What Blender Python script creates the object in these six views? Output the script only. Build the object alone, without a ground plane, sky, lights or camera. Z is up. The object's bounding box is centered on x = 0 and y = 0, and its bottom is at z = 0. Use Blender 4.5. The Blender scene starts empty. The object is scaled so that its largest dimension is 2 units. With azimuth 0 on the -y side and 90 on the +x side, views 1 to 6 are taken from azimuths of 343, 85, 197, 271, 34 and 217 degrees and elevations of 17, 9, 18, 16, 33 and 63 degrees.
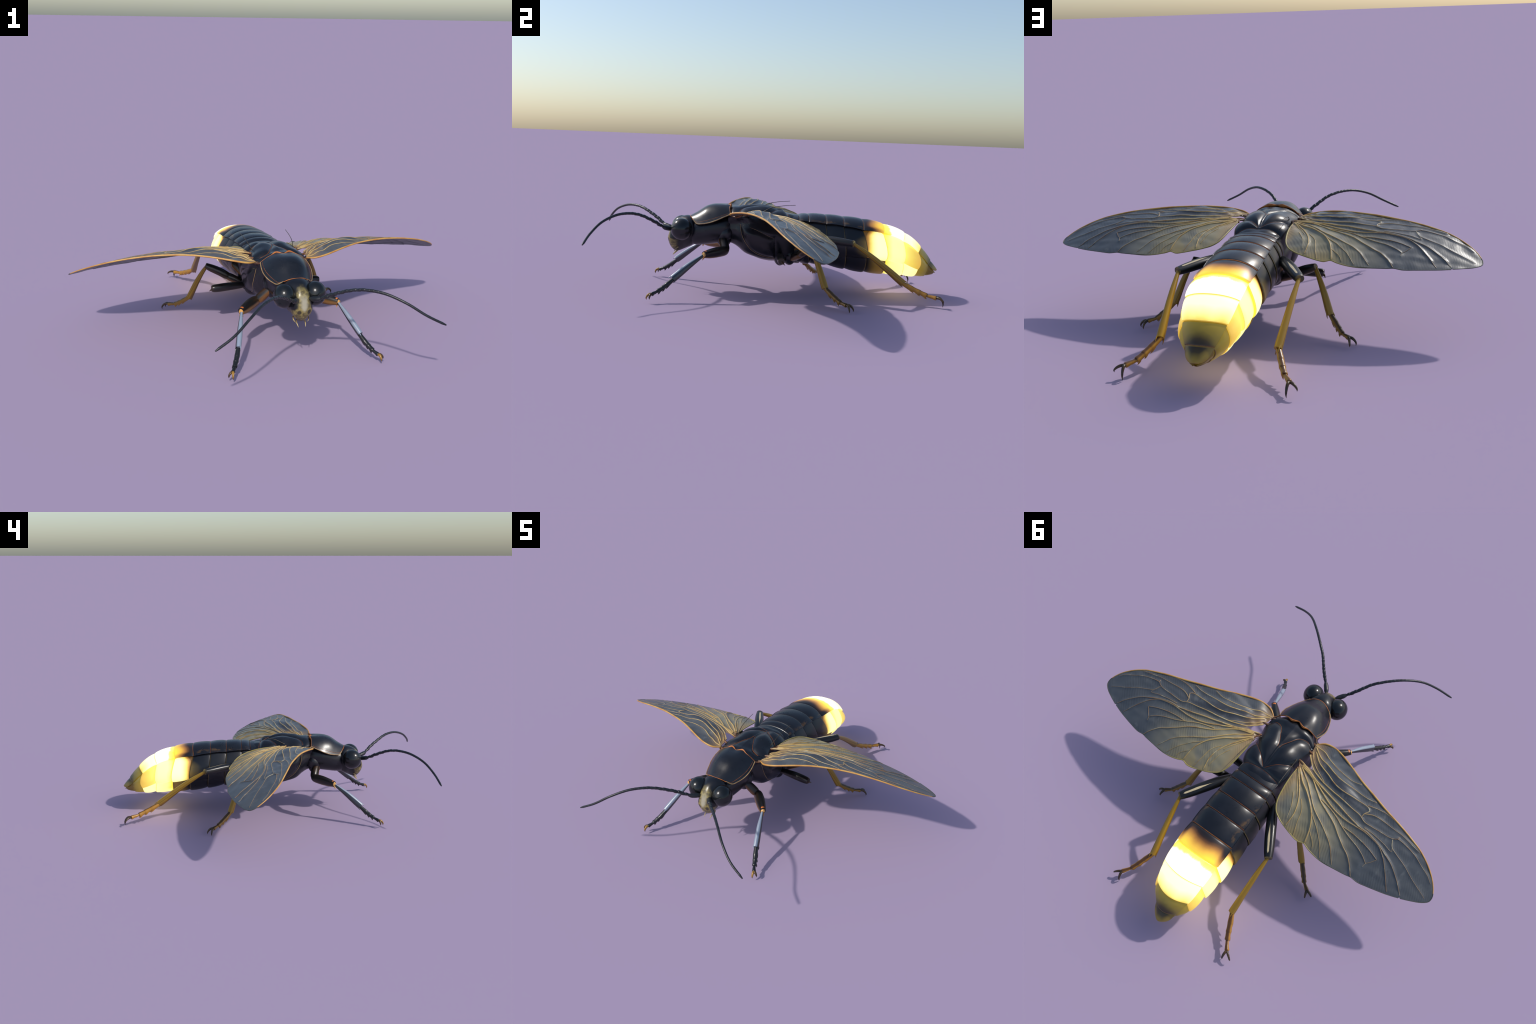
import bpy, math, random
import numpy as np
from mathutils import Vector, Matrix

random.seed(7)
rng = np.random.default_rng(7)

# ------------------------------------------------------------------ helpers
def smooth_path(pts, n):
    """Catmull-Rom resampling of a control polyline to n points (any dimension)."""
    P = np.array(pts, float)
    if len(P) == 2:
        t = np.linspace(0, 1, n)[:, None]
        return P[0] * (1 - t) + P[1] * t
    seg = np.linalg.norm(np.diff(P[:, :min(3, P.shape[1])], axis=0), axis=1) + 1e-9
    k = np.concatenate([[0], np.cumsum(np.sqrt(seg))])
    Q = np.vstack([2 * P[0] - P[1], P, 2 * P[-1] - P[-2]])
    kq = np.concatenate([[-(k[1] - k[0])], k, [2 * k[-1] - k[-2]]])
    out = []
    # arc-length-like sampling
    ks = np.linspace(0, k[-1], n)
    for u in ks:
        i = min(np.searchsorted(k, u, side='right') - 1, len(P) - 2)
        p0, p1, p2, p3 = Q[i], Q[i + 1], Q[i + 2], Q[i + 3]
        t0, t1, t2, t3 = kq[i], kq[i + 1], kq[i + 2], kq[i + 3]
        A1 = (t1 - u) / (t1 - t0) * p0 + (u - t0) / (t1 - t0) * p1
        A2 = (t2 - u) / (t2 - t1) * p1 + (u - t1) / (t2 - t1) * p2
        A3 = (t3 - u) / (t3 - t2) * p2 + (u - t2) / (t3 - t2) * p3
        B1 = (t2 - u) / (t2 - t0) * A1 + (u - t0) / (t2 - t0) * A2
        B2 = (t3 - u) / (t3 - t1) * A2 + (u - t1) / (t3 - t1) * A3
        out.append((t2 - u) / (t2 - t1) * B1 + (u - t1) / (t2 - t1) * B2)
    return np.array(out)


def arc_resample(P, n):
    P = np.array(P, float)
    s = np.concatenate([[0], np.cumsum(np.linalg.norm(np.diff(P, axis=0), axis=1))])
    q = np.linspace(0, s[-1], n)
    return np.stack([np.interp(q, s, P[:, i]) for i in range(P.shape[1])], 1)


def seg_dist(px, py, poly):
    """distance from points to a 2D polyline"""
    d = np.full(np.shape(px), 1e9)
    for (ax, ay), (bx, by) in zip(poly[:-1], poly[1:]):
        vx, vy = bx - ax, by - ay
        t = np.clip(((px - ax) * vx + (py - ay) * vy) / (vx * vx + vy * vy + 1e-12), 0, 1)
        d = np.minimum(d, np.hypot(px - ax - t * vx, py - ay - t * vy))
    return d


class Builder:
    def __init__(self):
        self.v, self.f, self.m = [], [], []

    def grid(self, G, mat=0, wrap=False, flip=False, matfn=None):
        """G: (nu, nv, 3) array of points"""
        nu, nv = G.shape[:2]
        b = len(self.v)
        self.v.extend(G.reshape(-1, 3).tolist())
        for i in range(nu - 1):
            for j in range(nv if wrap else nv - 1):
                j2 = (j + 1) % nv
                q = (b + i * nv + j, b + (i + 1) * nv + j, b + (i + 1) * nv + j2, b + i * nv + j2)
                self.f.append(q[::-1] if flip else q)
                self.m.append(matfn(i, j) if matfn else mat)
        return b

    def cap(self, ring_start, n, mat=0, flip=False):
        c = np.mean(np.array(self.v[ring_start:ring_start + n]), axis=0)
        k = len(self.v)
        self.v.append(c.tolist())
        for j in range(n):
            t = (ring_start + j, ring_start + (j + 1) % n, k)
            self.f.append(t[::-1] if flip else t)
            self.m.append(mat)

    def tube(self, path, radii, seg=12, mat=0, up=(0, 0, 1), flat=1.0, matfn=None):
        P = np.array(path, float)
        n = len(P)
        R = np.broadcast_to(np.array(radii, float), (n,)) if np.ndim(radii) < 2 else np.array(radii, float)
        T = np.gradient(P, axis=0)
        T /= np.linalg.norm(T, axis=1)[:, None] + 1e-12
        up = np.array(up, float)
        G = np.zeros((n, seg, 3))
        X = up - T[0] * up.dot(T[0])
        if np.linalg.norm(X) < 1e-4:
            X = np.array([1.0, 0, 0]) - T[0] * T[0][0]
        X /= np.linalg.norm(X)
        a = np.linspace(0, 2 * math.pi, seg, endpoint=False)
        for i in range(n):
            X = X - T[i] * X.dot(T[i])
            X /= np.linalg.norm(X)
            Y = np.cross(T[i], X)
            rx, ry = (R[i], R[i] * flat) if R.ndim == 1 else R[i]
            G[i] = P[i] + np.outer(np.cos(a) * rx, X) + np.outer(np.sin(a) * ry, Y)
        b = self.grid(G, mat=mat, wrap=True, flip=True, matfn=matfn)
        self.cap(b, seg, mat if not matfn else matfn(0, 0), flip=True)
        self.cap(b + (n - 1) * seg, seg, mat if not matfn else matfn(n - 2, 0))

    def plate(self, G, th, mat=0, rim=1, rim_front=0, rim_back=0, rim_side=0, out_sign=1):
        """Closed curved plate from grid G with thickness th (inwards) and coloured rims."""
        Gu = np.gradient(G, axis=0)
        Gv = np.gradient(G, axis=1)
        N = np.cross(Gu, Gv)
        N /= np.linalg.norm(N, axis=2)[:, :, None] + 1e-12
        N *= out_sign
        I = G - N * th
        nu, nv = G.shape[:2]

        def mf(i, j):
            if i >= nu - 1 - rim_back or i < rim_front or j < rim_side or j >= nv - 1 - rim_side:
                return rim
            return mat
        fl = out_sign < 0
        a = self.grid(G, matfn=mf, flip=fl)
        b = self.grid(I, mat=mat, flip=not fl)
        loop = ([(i, 0) for i in range(nu)] + [(nu - 1, j) for j in range(1, nv)] +
                [(i, nv - 1) for i in range(nu - 2, -1, -1)] + [(0, j) for j in range(nv - 2, 0, -1)])
        for (i, j), (k, l) in zip(loop, loop[1:] + loop[:1]):
            q = (a + i * nv + j, a + k * nv + l, b + k * nv + l, b + i * nv + j)
            self.f.append(q if fl else q[::-1])
            self.m.append(rim if (rim_back and i == nu - 1 and k == nu - 1) else mat)

    def mirror(self):
        o = Builder()
        o.v = [(-x, y, z) for x, y, z in self.v]
        o.f = [tuple(reversed(f)) for f in self.f]
        o.m = list(self.m)
        return o

    def add(self, other):
        b = len(self.v)
        self.v.extend(other.v)
        self.f.extend([tuple(i + b for i in f) for f in other.f])
        self.m.extend(other.m)

    def build(self, name, mats, parent=None, angle=50, stuff=False):
        me = bpy.data.meshes.new(name)
        me.from_pydata([tuple(map(float, p)) for p in self.v], [], self.f)
        for m in mats:
            me.materials.append(m)
        me.polygons.foreach_set('material_index', self.m)
        me.update()
        o = bpy.data.objects.new(name, me)
        bpy.context.collection.objects.link(o)
        if parent:
            o.parent = parent
        shade(me, angle)
        if stuff:
            o['kind'] = 'stuff'
        return o


def shade(me, angle):
    me.polygons.foreach_set('use_smooth', [True] * len(me.polygons))
    import bmesh
    bm = bmesh.new()
    bm.from_mesh(me)
    th = math.radians(angle)
    for e in bm.edges:
        if len(e.link_faces) == 2 and e.calc_face_angle(0) > th:
            e.smooth = False
    bm.to_mesh(me)
    bm.free()


# ---------------------------------------------------------------- materials
class Nodes:
    def __init__(self, name):
        self.mat = bpy.data.materials.new(name)
        self.mat.use_nodes = True
        self.nt = self.mat.node_tree
        self.bsdf = self.nt.nodes['Principled BSDF']
        self._tc = None

    def new(self, t, **kw):
        n = self.nt.nodes.new(t)
        for k, v in kw.items():
            setattr(n, k, v)
        return n

    def link(self, a, b):
        self.nt.links.new(a, b)

    def obj(self):
        if not self._tc:
            self._tc = self.new('ShaderNodeTexCoord')
        return self._tc.outputs['Object']

    def xyz(self):
        s = self.new('ShaderNodeSeparateXYZ')
        self.link(self.obj(), s.inputs[0])
        return s.outputs

    def math(self, op, a, b=None, c=None, clamp=False):
        n = self.new('ShaderNodeMath', operation=op)
        n.use_clamp = clamp
        for i, v in enumerate((a, b, c)):
            if v is None:
                continue
            if isinstance(v, (int, float)):
                n.inputs[i].default_value = v
            else:
                self.link(v, n.inputs[i])
        return n.outputs[0]

    def step(self, v, lo, hi):
        n = self.new('ShaderNodeMapRange', interpolation_type='SMOOTHSTEP')
        self.link(v, n.inputs['Value'])
        n.inputs['From Min'].default_value = lo
        n.inputs['From Max'].default_value = hi
        return n.outputs['Result']

    def noise(self, scale, detail=4, rough=0.55, vec_scale=None):
        n = self.new('ShaderNodeTexNoise')
        n.inputs['Scale'].default_value = scale
        n.inputs['Detail'].default_value = detail
        n.inputs['Roughness'].default_value = rough
        v = self.obj()
        if vec_scale:
            m = self.new('ShaderNodeMapping')
            m.inputs['Scale'].default_value = vec_scale
            self.link(v, m.inputs['Vector'])
            v = m.outputs[0]
        self.link(v, n.inputs['Vector'])
        return n.outputs['Fac']

    def ramp(self, fac, stops, interp='LINEAR'):
        r = self.new('ShaderNodeValToRGB')
        cr = r.color_ramp
        cr.interpolation = interp
        while len(cr.elements) < len(stops):
            cr.elements.new(0.5)
        for e, (p, c) in zip(cr.elements, stops):
            e.position = p
            e.color = (*c, 1)
        self.link(fac, r.inputs['Fac'])
        return r.outputs['Color']

    def mix(self, fac, a, b):
        n = self.new('ShaderNodeMix', data_type='RGBA')
        if isinstance(fac, (int, float)):
            n.inputs[0].default_value = fac
        else:
            self.link(fac, n.inputs[0])
        for s, v in ((6, a), (7, b)):
            if isinstance(v, tuple):
                n.inputs[s].default_value = (*v, 1)
            else:
                self.link(v, n.inputs[s])
        return n.outputs[2]

    def set(self, **kw):
        for k, v in kw.items():
            i = self.bsdf.inputs[k.replace('_', ' ')]
            if isinstance(v, tuple):
                i.default_value = (*v, 1) if len(v) == 3 else v
            elif isinstance(v, (int, float)):
                i.default_value = v
            else:
                self.link(v, i)
        return self

    def bump(self, h, strength=0.2, dist=0.002):
        b = self.new('ShaderNodeBump')
        b.inputs['Strength'].default_value = strength
        b.inputs['Distance'].default_value = dist
        self.link(h, b.inputs['Height'])
        self.link(b.outputs[0], self.bsdf.inputs['Normal'])


BLACK = (0.0075, 0.0085, 0.0115)


def chitin(name, col=BLACK, rough=0.27, stain=None):
    n = Nodes(name)
    f = n.noise(9, 5)
    c = n.mix(n.step(f, 0.35, 0.75), col, tuple(v * 1.7 for v in col))
    if stain:
        m = n.math('MULTIPLY', n.step(n.noise(22, 4, 0.6, (1, 1, 2.5)), 0.52, 0.68), 0.8)
        x, y, z = n.xyz()
        side = n.math('MULTIPLY', n.step(n.math('ABSOLUTE', x), 0.08, 0.1),
                      n.math('SUBTRACT', 1.0, n.step(n.math('ABSOLUTE', x), 0.108, 0.116)))
        c = n.mix(n.math('MULTIPLY', m, side), c, stain)
    n.set(Base_Color=c)
    r = n.new('ShaderNodeMapRange')
    n.link(n.noise(35, 6, 0.65), r.inputs['Value'])
    r.inputs['To Min'].default_value = rough - 0.07
    r.inputs['To Max'].default_value = rough + 0.13
    n.set(Roughness=r.outputs['Result'])
    n.bump(n.noise(160, 3), 0.06, 0.001)
    return n.mat


def plain(name, col, col2=None, rough=0.4, scale=40, spec=0.5):
    n = Nodes(name)
    c2 = col2 or tuple(v * 0.6 for v in col)
    n.set(Base_Color=n.mix(n.step(n.noise(scale, 4), 0.38, 0.66), col, c2), Roughness=rough)
    n.bsdf.inputs['Specular IOR Level'].default_value = spec
    n.bump(n.noise(scale * 4, 3), 0.08, 0.001)
    return n.mat


M = {}
M['black'] = chitin('black_chitin')
M['tergite'] = chitin('black_chitin_stained', stain=(0.11, 0.06, 0.022))
M['flank'] = chitin('flank_grey', (0.012, 0.0125, 0.0145), 0.33)
M['eye'] = chitin('eye_black', (0.006, 0.0075, 0.008), 0.17)
M['antenna'] = plain('antenna_grey', (0.018, 0.021, 0.025), (0.01, 0.011, 0.013), 0.36)
M['rim'] = plain('rusty_rim', (0.27, 0.085, 0.028), (0.14, 0.05, 0.022), 0.5, 40, 0.3)
M['rim_orange'] = plain('orange_rim', (0.50, 0.165, 0.035), (0.30, 0.09, 0.025), 0.5, 40, 0.3)
M['rim_dull'] = plain('olive_rim', (0.13, 0.085, 0.024), (0.05, 0.04, 0.018), 0.42)
M['tan'] = plain('tan_seam', (0.40, 0.27, 0.12), (0.26, 0.16, 0.07), 0.3)
M['yellow_joint'] = plain('yellow_joint', (0.72, 0.42, 0.12), (0.62, 0.27, 0.06), 0.35)
M['orange_joint'] = plain('orange_joint', (0.62, 0.17, 0.035), (0.45, 0.12, 0.03), 0.35)
M['claw'] = plain('claw_brown', (0.075, 0.04, 0.014), (0.028, 0.018, 0.01), 0.3)
M['claw_yellow'] = plain('claw_amber', (0.36, 0.19, 0.03), (0.12, 0.06, 0.016), 0.3)
M['palp'] = plain('palp_cream', (0.48, 0.36, 0.14), (0.12, 0.08, 0.03), 0.3)
M['spot'] = plain('face_spot', (0.015, 0.014, 0.016), (0.03, 0.028, 0.02), 0.35)

# --- lit abdomen: colours follow a field along the body (y), emission belongs to the lantern
GLOW = 3.0


def lantern(name, field, base, emit, rough=0.35):
    n = Nodes(name)
    x, y, z = n.xyz()
    nz = n.math('SUBTRACT', n.noise(14, 4), 0.5)
    f = field(n, x, y, z, nz)
    n.set(Base_Color=n.ramp(f, base), Emission_Color=n.ramp(f, emit), Emission_Strength=GLOW, Roughness=rough)
    return n.mat


def lin(n, v, lo, hi):
    r = n.new('ShaderNodeMapRange')
    n.link(v, r.inputs['Value'])
    r.inputs['From Min'].default_value = lo
    r.inputs['From Max'].default_value = hi
    return r.outputs['Result']


K0 = (0, 0, 0)
WHITE = (0.62, 0.54, 0.34)
PALE = (0.36, 0.32, 0.16)
YEL = (0.26, 0.20, 0.008)
ORG = (0.105, 0.052, 0.006)
BRN = (0.012, 0.0045, 0.001)


def f_t6(n, x, y, z, nz):
    ax = n.math('ABSOLUTE', x)
    a = lin(n, y, 0.475, 0.60)
    # dark saddle reaches further back in the middle and at the lateral edge
    a = n.math('ADD', a, n.math('MULTIPLY', n.step(ax, 0.02, 0.085), 0.16))
    a = n.math('SUBTRACT', a, n.math('MULTIPLY', n.step(ax, 0.092, 0.116), 0.22))
    return n.math('ADD', a, n.math('MULTIPLY', nz, 0.16))


def f_y(lo, hi, amp=0.1):
    def f(n, x, y, z, nz):
        return n.math('ADD', lin(n, y, lo, hi), n.math('MULTIPLY', nz, amp))
    return f


M['t6'] = lantern('lantern_onset', f_t6,
                  [(0.0, BLACK), (0.28, (0.02, 0.012, 0.01)), (0.5, (0.28, 0.12, 0.035)), (0.8, (0.6, 0.36, 0.06)), (1.0, (0.7, 0.5, 0.06))],
                  [(0.2, K0), (0.38, (0.010, 0.0035, 0.0005)), (0.56, (0.10, 0.045, 0.006)), (0.78, (0.22, 0.125, 0.010)), (1.0, YEL)])


def f_t7(n, x, y, z, nz):
    jag = n.noise(38, 5, 0.7, (1, 0.25, 1))
    return n.math('ADD', lin(n, y, 0.585, 0.72), n.math('MULTIPLY', n.math('SUBTRACT', jag, 0.5), 0.26))


M['t7'] = lantern('lantern_white', f_t7,
                  [(0.0, (0.7, 0.5, 0.06)), (0.4, (0.85, 0.78, 0.5))],
                  [(0.0, YEL), (0.20, (0.30, 0.25, 0.012)), (0.27, (0.5, 0.44, 0.26)), (0.7, WHITE), (0.93, (0.5, 0.44, 0.24)), (1.0, PALE)])


def f_t8(n, x, y, z, nz):
    ax = n.math('ABSOLUTE', x)
    return n.math('ADD', n.math('ADD', lin(n, y, 0.70, 0.815), n.math('MULTIPLY', nz, 0.16)), n.math('MULTIPLY', n.step(ax, 0.03, 0.10), 0.22))


M['t8'] = lantern('lantern_pale', f_t8,
                  [(0.0, (0.8, 0.7, 0.4)), (0.8, (0.7, 0.52, 0.12)), (1.0, (0.5, 0.3, 0.06))],
                  [(0.0, (0.42, 0.37, 0.19)), (0.5, (0.44, 0.39, 0.23)), (0.8, (0.36, 0.31, 0.10)), (0.95, (0.26, 0.18, 0.014)), (1.0, (0.10, 0.055, 0.004))])


def f_p5(n, x, y, z, nz):
    d = n.math('ABSOLUTE', n.math('SUBTRACT', z, 0.275))
    a = n.math('SUBTRACT', lin(n, y, 0.385, 0.50), n.math('MULTIPLY', n.step(d, 0.02, 0.09), 0.7))
    return n.math('ADD', a, n.math('MULTIPLY', nz, 0.2))


M['p5'] = lantern('flank_dusky', f_p5,
                  [(0.25, BLACK), (0.6, (0.05, 0.04, 0.018)), (1.0, (0.14, 0.10, 0.03))],
                  [(0.35, K0), (0.7, (0.012, 0.0075, 0.0013)), (1.0, (0.045, 0.027, 0.004))])


def f_p6(n, x, y, z, nz):
    d = n.math('ABSOLUTE', n.math('SUBTRACT', z, 0.277))
    a = n.math('SUBTRACT', lin(n, y, 0.480, 0.545), n.math('MULTIPLY', n.step(d, 0.045, 0.09), 0.4))
    return n.math('ADD', a, n.math('MULTIPLY', nz, 0.2))


M['p6'] = lantern('flank_onset', f_p6,
                  [(0.0, (0.08, 0.04, 0.015)), (0.4, (0.6, 0.35, 0.1)), (0.8, (0.8, 0.66, 0.3))],
                  [(0.0, (0.025, 0.012, 0.0015)), (0.22, (0.14, 0.065, 0.011)), (0.42, (0.30, 0.23, 0.04)), (0.7, (0.33, 0.31, 0.12)), (1.0, (0.36, 0.33, 0.17))])
M['p7'] = lantern('flank_pale', f_y(0.59, 0.705, 0.25),
                  [(0.0, (0.8, 0.65, 0.2)), (1.0, (0.8, 0.7, 0.3))],
                  [(0.0, (0.30, 0.26, 0.03)), (0.3, (0.33, 0.31, 0.13)), (0.75, (0.32, 0.29, 0.12)), (1.0, (0.30, 0.25, 0.06))])
M['p8'] = lantern('flank_yellow', f_y(0.69, 0.80, 0.25),
                  [(0.0, (0.7, 0.55, 0.12)), (1.0, (0.45, 0.26, 0.05))],
                  [(0.0, (0.31, 0.27, 0.05)), (0.45, (0.26, 0.19, 0.028)), (0.8, (0.22, 0.135, 0.018)), (1.0, (0.17, 0.095, 0.010))])
M['s6'] = lantern('belly_dusky', f_y(0.495, 0.605, 0.25),
                  [(0.0, (0.012, 0.011, 0.011)), (0.4, (0.09, 0.065, 0.02)), (0.8, (0.12, 0.085, 0.024)), (1.0, (0.06, 0.04, 0.016))],
                  [(0.1, K0), (0.45, (0.024, 0.013, 0.002)), (0.8, (0.036, 0.019, 0.003)), (1.0, (0.012, 0.006, 0.001))])
M['s7'] = lantern('belly_pale', f_y(0.60, 0.84, 0.25),
                  [(0.0, (0.8, 0.65, 0.2)), (1.0, (0.8, 0.65, 0.2))],
                  [(0.0, (0.28, 0.23, 0.014)), (0.12, (0.33, 0.30, 0.10)), (0.5, (0.34, 0.32, 0.16)), (0.75, (0.33, 0.30, 0.12)), (1.0, (0.18, 0.13, 0.02))])


def f_t9(n, x, y, z, nz):
    return n.math('ADD', lin(n, y, 0.80, 0.872), n.math('MULTIPLY', nz, 0.25))


OLIVE = (0.27, 0.185, 0.028)
M['t9'] = lantern('olive_tip', f_t9,
                  [(0.0, (0.32, 0.22, 0.03)), (0.45, OLIVE), (0.74, (0.075, 0.046, 0.016)), (1.0, (0.045, 0.028, 0.014))],
                  [(0.0, (0.035, 0.026, 0.002)), (0.55, (0.010, 0.0075, 0.0006)), (0.8, K0)])


def f_t10(n, x, y, z, nz):
    a = lin(n, y, 0.865, 0.912)
    ax = n.math('ABSOLUTE', x)
    a = n.math('ADD', a, n.math('MULTIPLY', n.step(ax, 0.012, 0.045), 0.6))
    return n.math('ADD', a, n.math('MULTIPLY', nz, 0.25))


M['t10'] = lantern('olive_end', f_t10,
                   [(0.0, (0.042, 0.027, 0.014)), (0.4, (0.07, 0.046, 0.015)), (0.8, OLIVE), (1.0, (0.26, 0.15, 0.03))],
                   [(0.0, K0), (0.4, K0), (1.0, (0.012, 0.008, 0.0005))])
M['p9'] = lantern('olive_flank', f_y(0.79, 0.85, 0.3),
                  [(0.0, (0.40, 0.26, 0.04)), (0.6, (0.32, 0.215, 0.03)), (1.0, (0.13, 0.075, 0.02))],
                  [(0.0, (0.05, 0.036, 0.003)), (0.6, (0.03, 0.022, 0.002)), (1.0, (0.012, 0.008, 0.0006))])
M['rim_glow'] = lantern('lantern_rim', f_y(0.48, 0.84, 0.1),
                        [(0.0, (0.25, 0.12, 0.03)), (0.35, (0.8, 0.55, 0.1)), (1.0, (0.5, 0.28, 0.05))],
                        [(0.0, (0.008, 0.004, 0.0006)), (0.15, (0.10, 0.05, 0.005)), (0.32, (0.28, 0.20, 0.012)), (0.6, (0.30, 0.23, 0.04)), (0.85, (0.18, 0.11, 0.009)), (1.0, (0.04, 0.022, 0.002))])
M['rim_tip'] = plain('tip_rim', (0.2, 0.1, 0.025), (0.09, 0.045, 0.016), 0.4)

# --- wings
def wing_membrane(name):
    n = Nodes(name)
    x, y, z = n.xyz()
    ax = n.math('ABSOLUTE', x)
    slate = (0.078, 0.086, 0.094)
    dark = (0.042, 0.045, 0.054)
    c = n.mix(n.step(n.noise(10, 5, 0.6), 0.35, 0.7), slate, (0.105, 0.110, 0.112))
    # darker band along the front field near the body
    fr = n.math('SUBTRACT', n.math('MULTIPLY_ADD', ax, 0.22, y), -0.02)
    front = n.math('SUBTRACT', 1.0, n.step(n.math('ABSOLUTE', n.math('SUBTRACT', n.math('MULTIPLY_ADD', ax, -0.26, y), -0.155)), 0.012, 0.05))
    c = n.mix(n.math('MULTIPLY', front, n.math('MULTIPLY', n.math('SUBTRACT', 1.0, n.step(ax, 0.40, 0.62)), 0.75)), c, dark)
    # warm grey-green hind field, yellow towards the margin of the lobe and the root
    lobe = n.math('MULTIPLY', n.math('SUBTRACT', 1.0, n.step(ax, 0.36, 0.68)), n.step(n.math('MULTIPLY_ADD', ax, -0.2, y), -0.12, -0.01))
    c = n.mix(n.math('MULTIPLY', lobe, 0.8), c, (0.33, 0.285, 0.165))
    edge = n.math('MULTIPLY', n.math('SUBTRACT', 1.0, n.step(ax, 0.30, 0.50)), n.step(y, 0.165, 0.25))
    c = n.mix(n.math('MULTIPLY', edge, 0.7), c, (0.42, 0.29, 0.10))
    inner = n.math('SUBTRACT', 1.0, n.step(n.math('MULTIPLY_ADD', y, -0.30, ax), 0.10, 0.155))
    inner = n.math('MULTIPLY', inner, n.step(y, -0.02, 0.06))
    c = n.mix(n.math('MULTIPLY', inner, 0.65), c, (0.30, 0.23, 0.115))
    root = n.math('SUBTRACT', 1.0, n.step(n.math('ADD', ax, n.math('MULTIPLY', n.math('ABSOLUTE', n.math('ADD', y, 0.09)), 0.25)), 0.14, 0.27))
    c = n.mix(n.math('MULTIPLY', root, 0.65), c, (0.42, 0.24, 0.08))
    cool = n.math('MULTIPLY', n.step(n.noise(11, 3, 0.5), 0.48, 0.66), n.math('MAXIMUM', lobe, edge))
    c = n.mix(n.math('MULTIPLY', cool, 0.42), c, (0.125, 0.140, 0.150))
    hw = n.new('ShaderNodeTexWave', wave_type='BANDS', bands_direction='DIAGONAL')
    hw.inputs['Scale'].default_value = 44
    hw.inputs['Distortion'].default_value = 3
    hw.inputs['Detail'].default_value = 1
    hw.inputs['Detail Scale'].default_value = 0.3
    n.link(n.obj(), hw.inputs['Vector'])
    hz = n.math('MULTIPLY', n.step(hw.outputs['Fac'], 0.35, 0.8), n.step(n.noise(8, 2, 0.5), 0.42, 0.6))
    c = n.mix(n.math('MULTIPLY', hz, 0.28), c, (0.04, 0.042, 0.045))
    pale = n.step(n.noise(16, 4, 0.6, (1.4, 0.7, 1)), 0.55, 0.75)
    c = n.mix(n.math('MULTIPLY', pale, 0.4), c, (0.21, 0.215, 0.20))
    n.set(Base_Color=c, Roughness=0.36)
    n.bsdf.inputs['Specular IOR Level'].default_value = 0.45
    w = n.new('ShaderNodeTexWave', wave_type='BANDS', bands_direction='X')
    w.inputs['Scale'].default_value = 48
    w.inputs['Distortion'].default_value = 5
    w.inputs['Detail'].default_value = 2
    w.inputs['Detail Scale'].default_value = 0.6
    n.link(n.obj(), w.inputs['Vector'])
    h = n.math('ADD', n.math('MULTIPLY', w.outputs['Fac'], 0.10), n.noise(26, 5))
    n.bump(h, 0.22, 0.003)
    return n.mat


M['membrane'] = wing_membrane('wing_membrane')


def vein_mat():
    n = Nodes('wing_vein')
    x, y, z = n.xyz()
    ax = n.math('ABSOLUTE', x)
    near = n.math('SUBTRACT', 1.0, n.step(ax, 0.2, 0.75))
    c = n.mix(near, (0.23, 0.16, 0.095), (0.55, 0.37, 0.13))
    c = n.mix(n.math('MULTIPLY', n.step(n.noise(26, 4), 0.5, 0.66), 0.6), c, (0.23, 0.10, 0.035))
    c = n.mix(n.math('MULTIPLY', n.step(n.noise(19, 3), 0.56, 0.7), 0.7), c, (0.52, 0.47, 0.30))
    n.set(Base_Color=c, Roughness=0.36)
    return n.mat


M['vein'] = vein_mat()
M['costa'] = plain('wing_leading_edge', (0.62, 0.35, 0.085), (0.50, 0.23, 0.05), 0.40, 16)


def margin_mat():
    n = Nodes('wing_margin')
    x, y, z = n.xyz()
    near = n.math('SUBTRACT', 1.0, n.step(n.math('ABSOLUTE', x), 0.32, 0.6))
    n.set(Base_Color=n.mix(near, (0.075, 0.075, 0.062), (0.36, 0.29, 0.09)), Roughness=0.4)
    return n.mat


M['margin'] = margin_mat()
M['root'] = plain('wing_root', (0.20, 0.085, 0.03), (0.07, 0.035, 0.02), 0.35)

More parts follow.
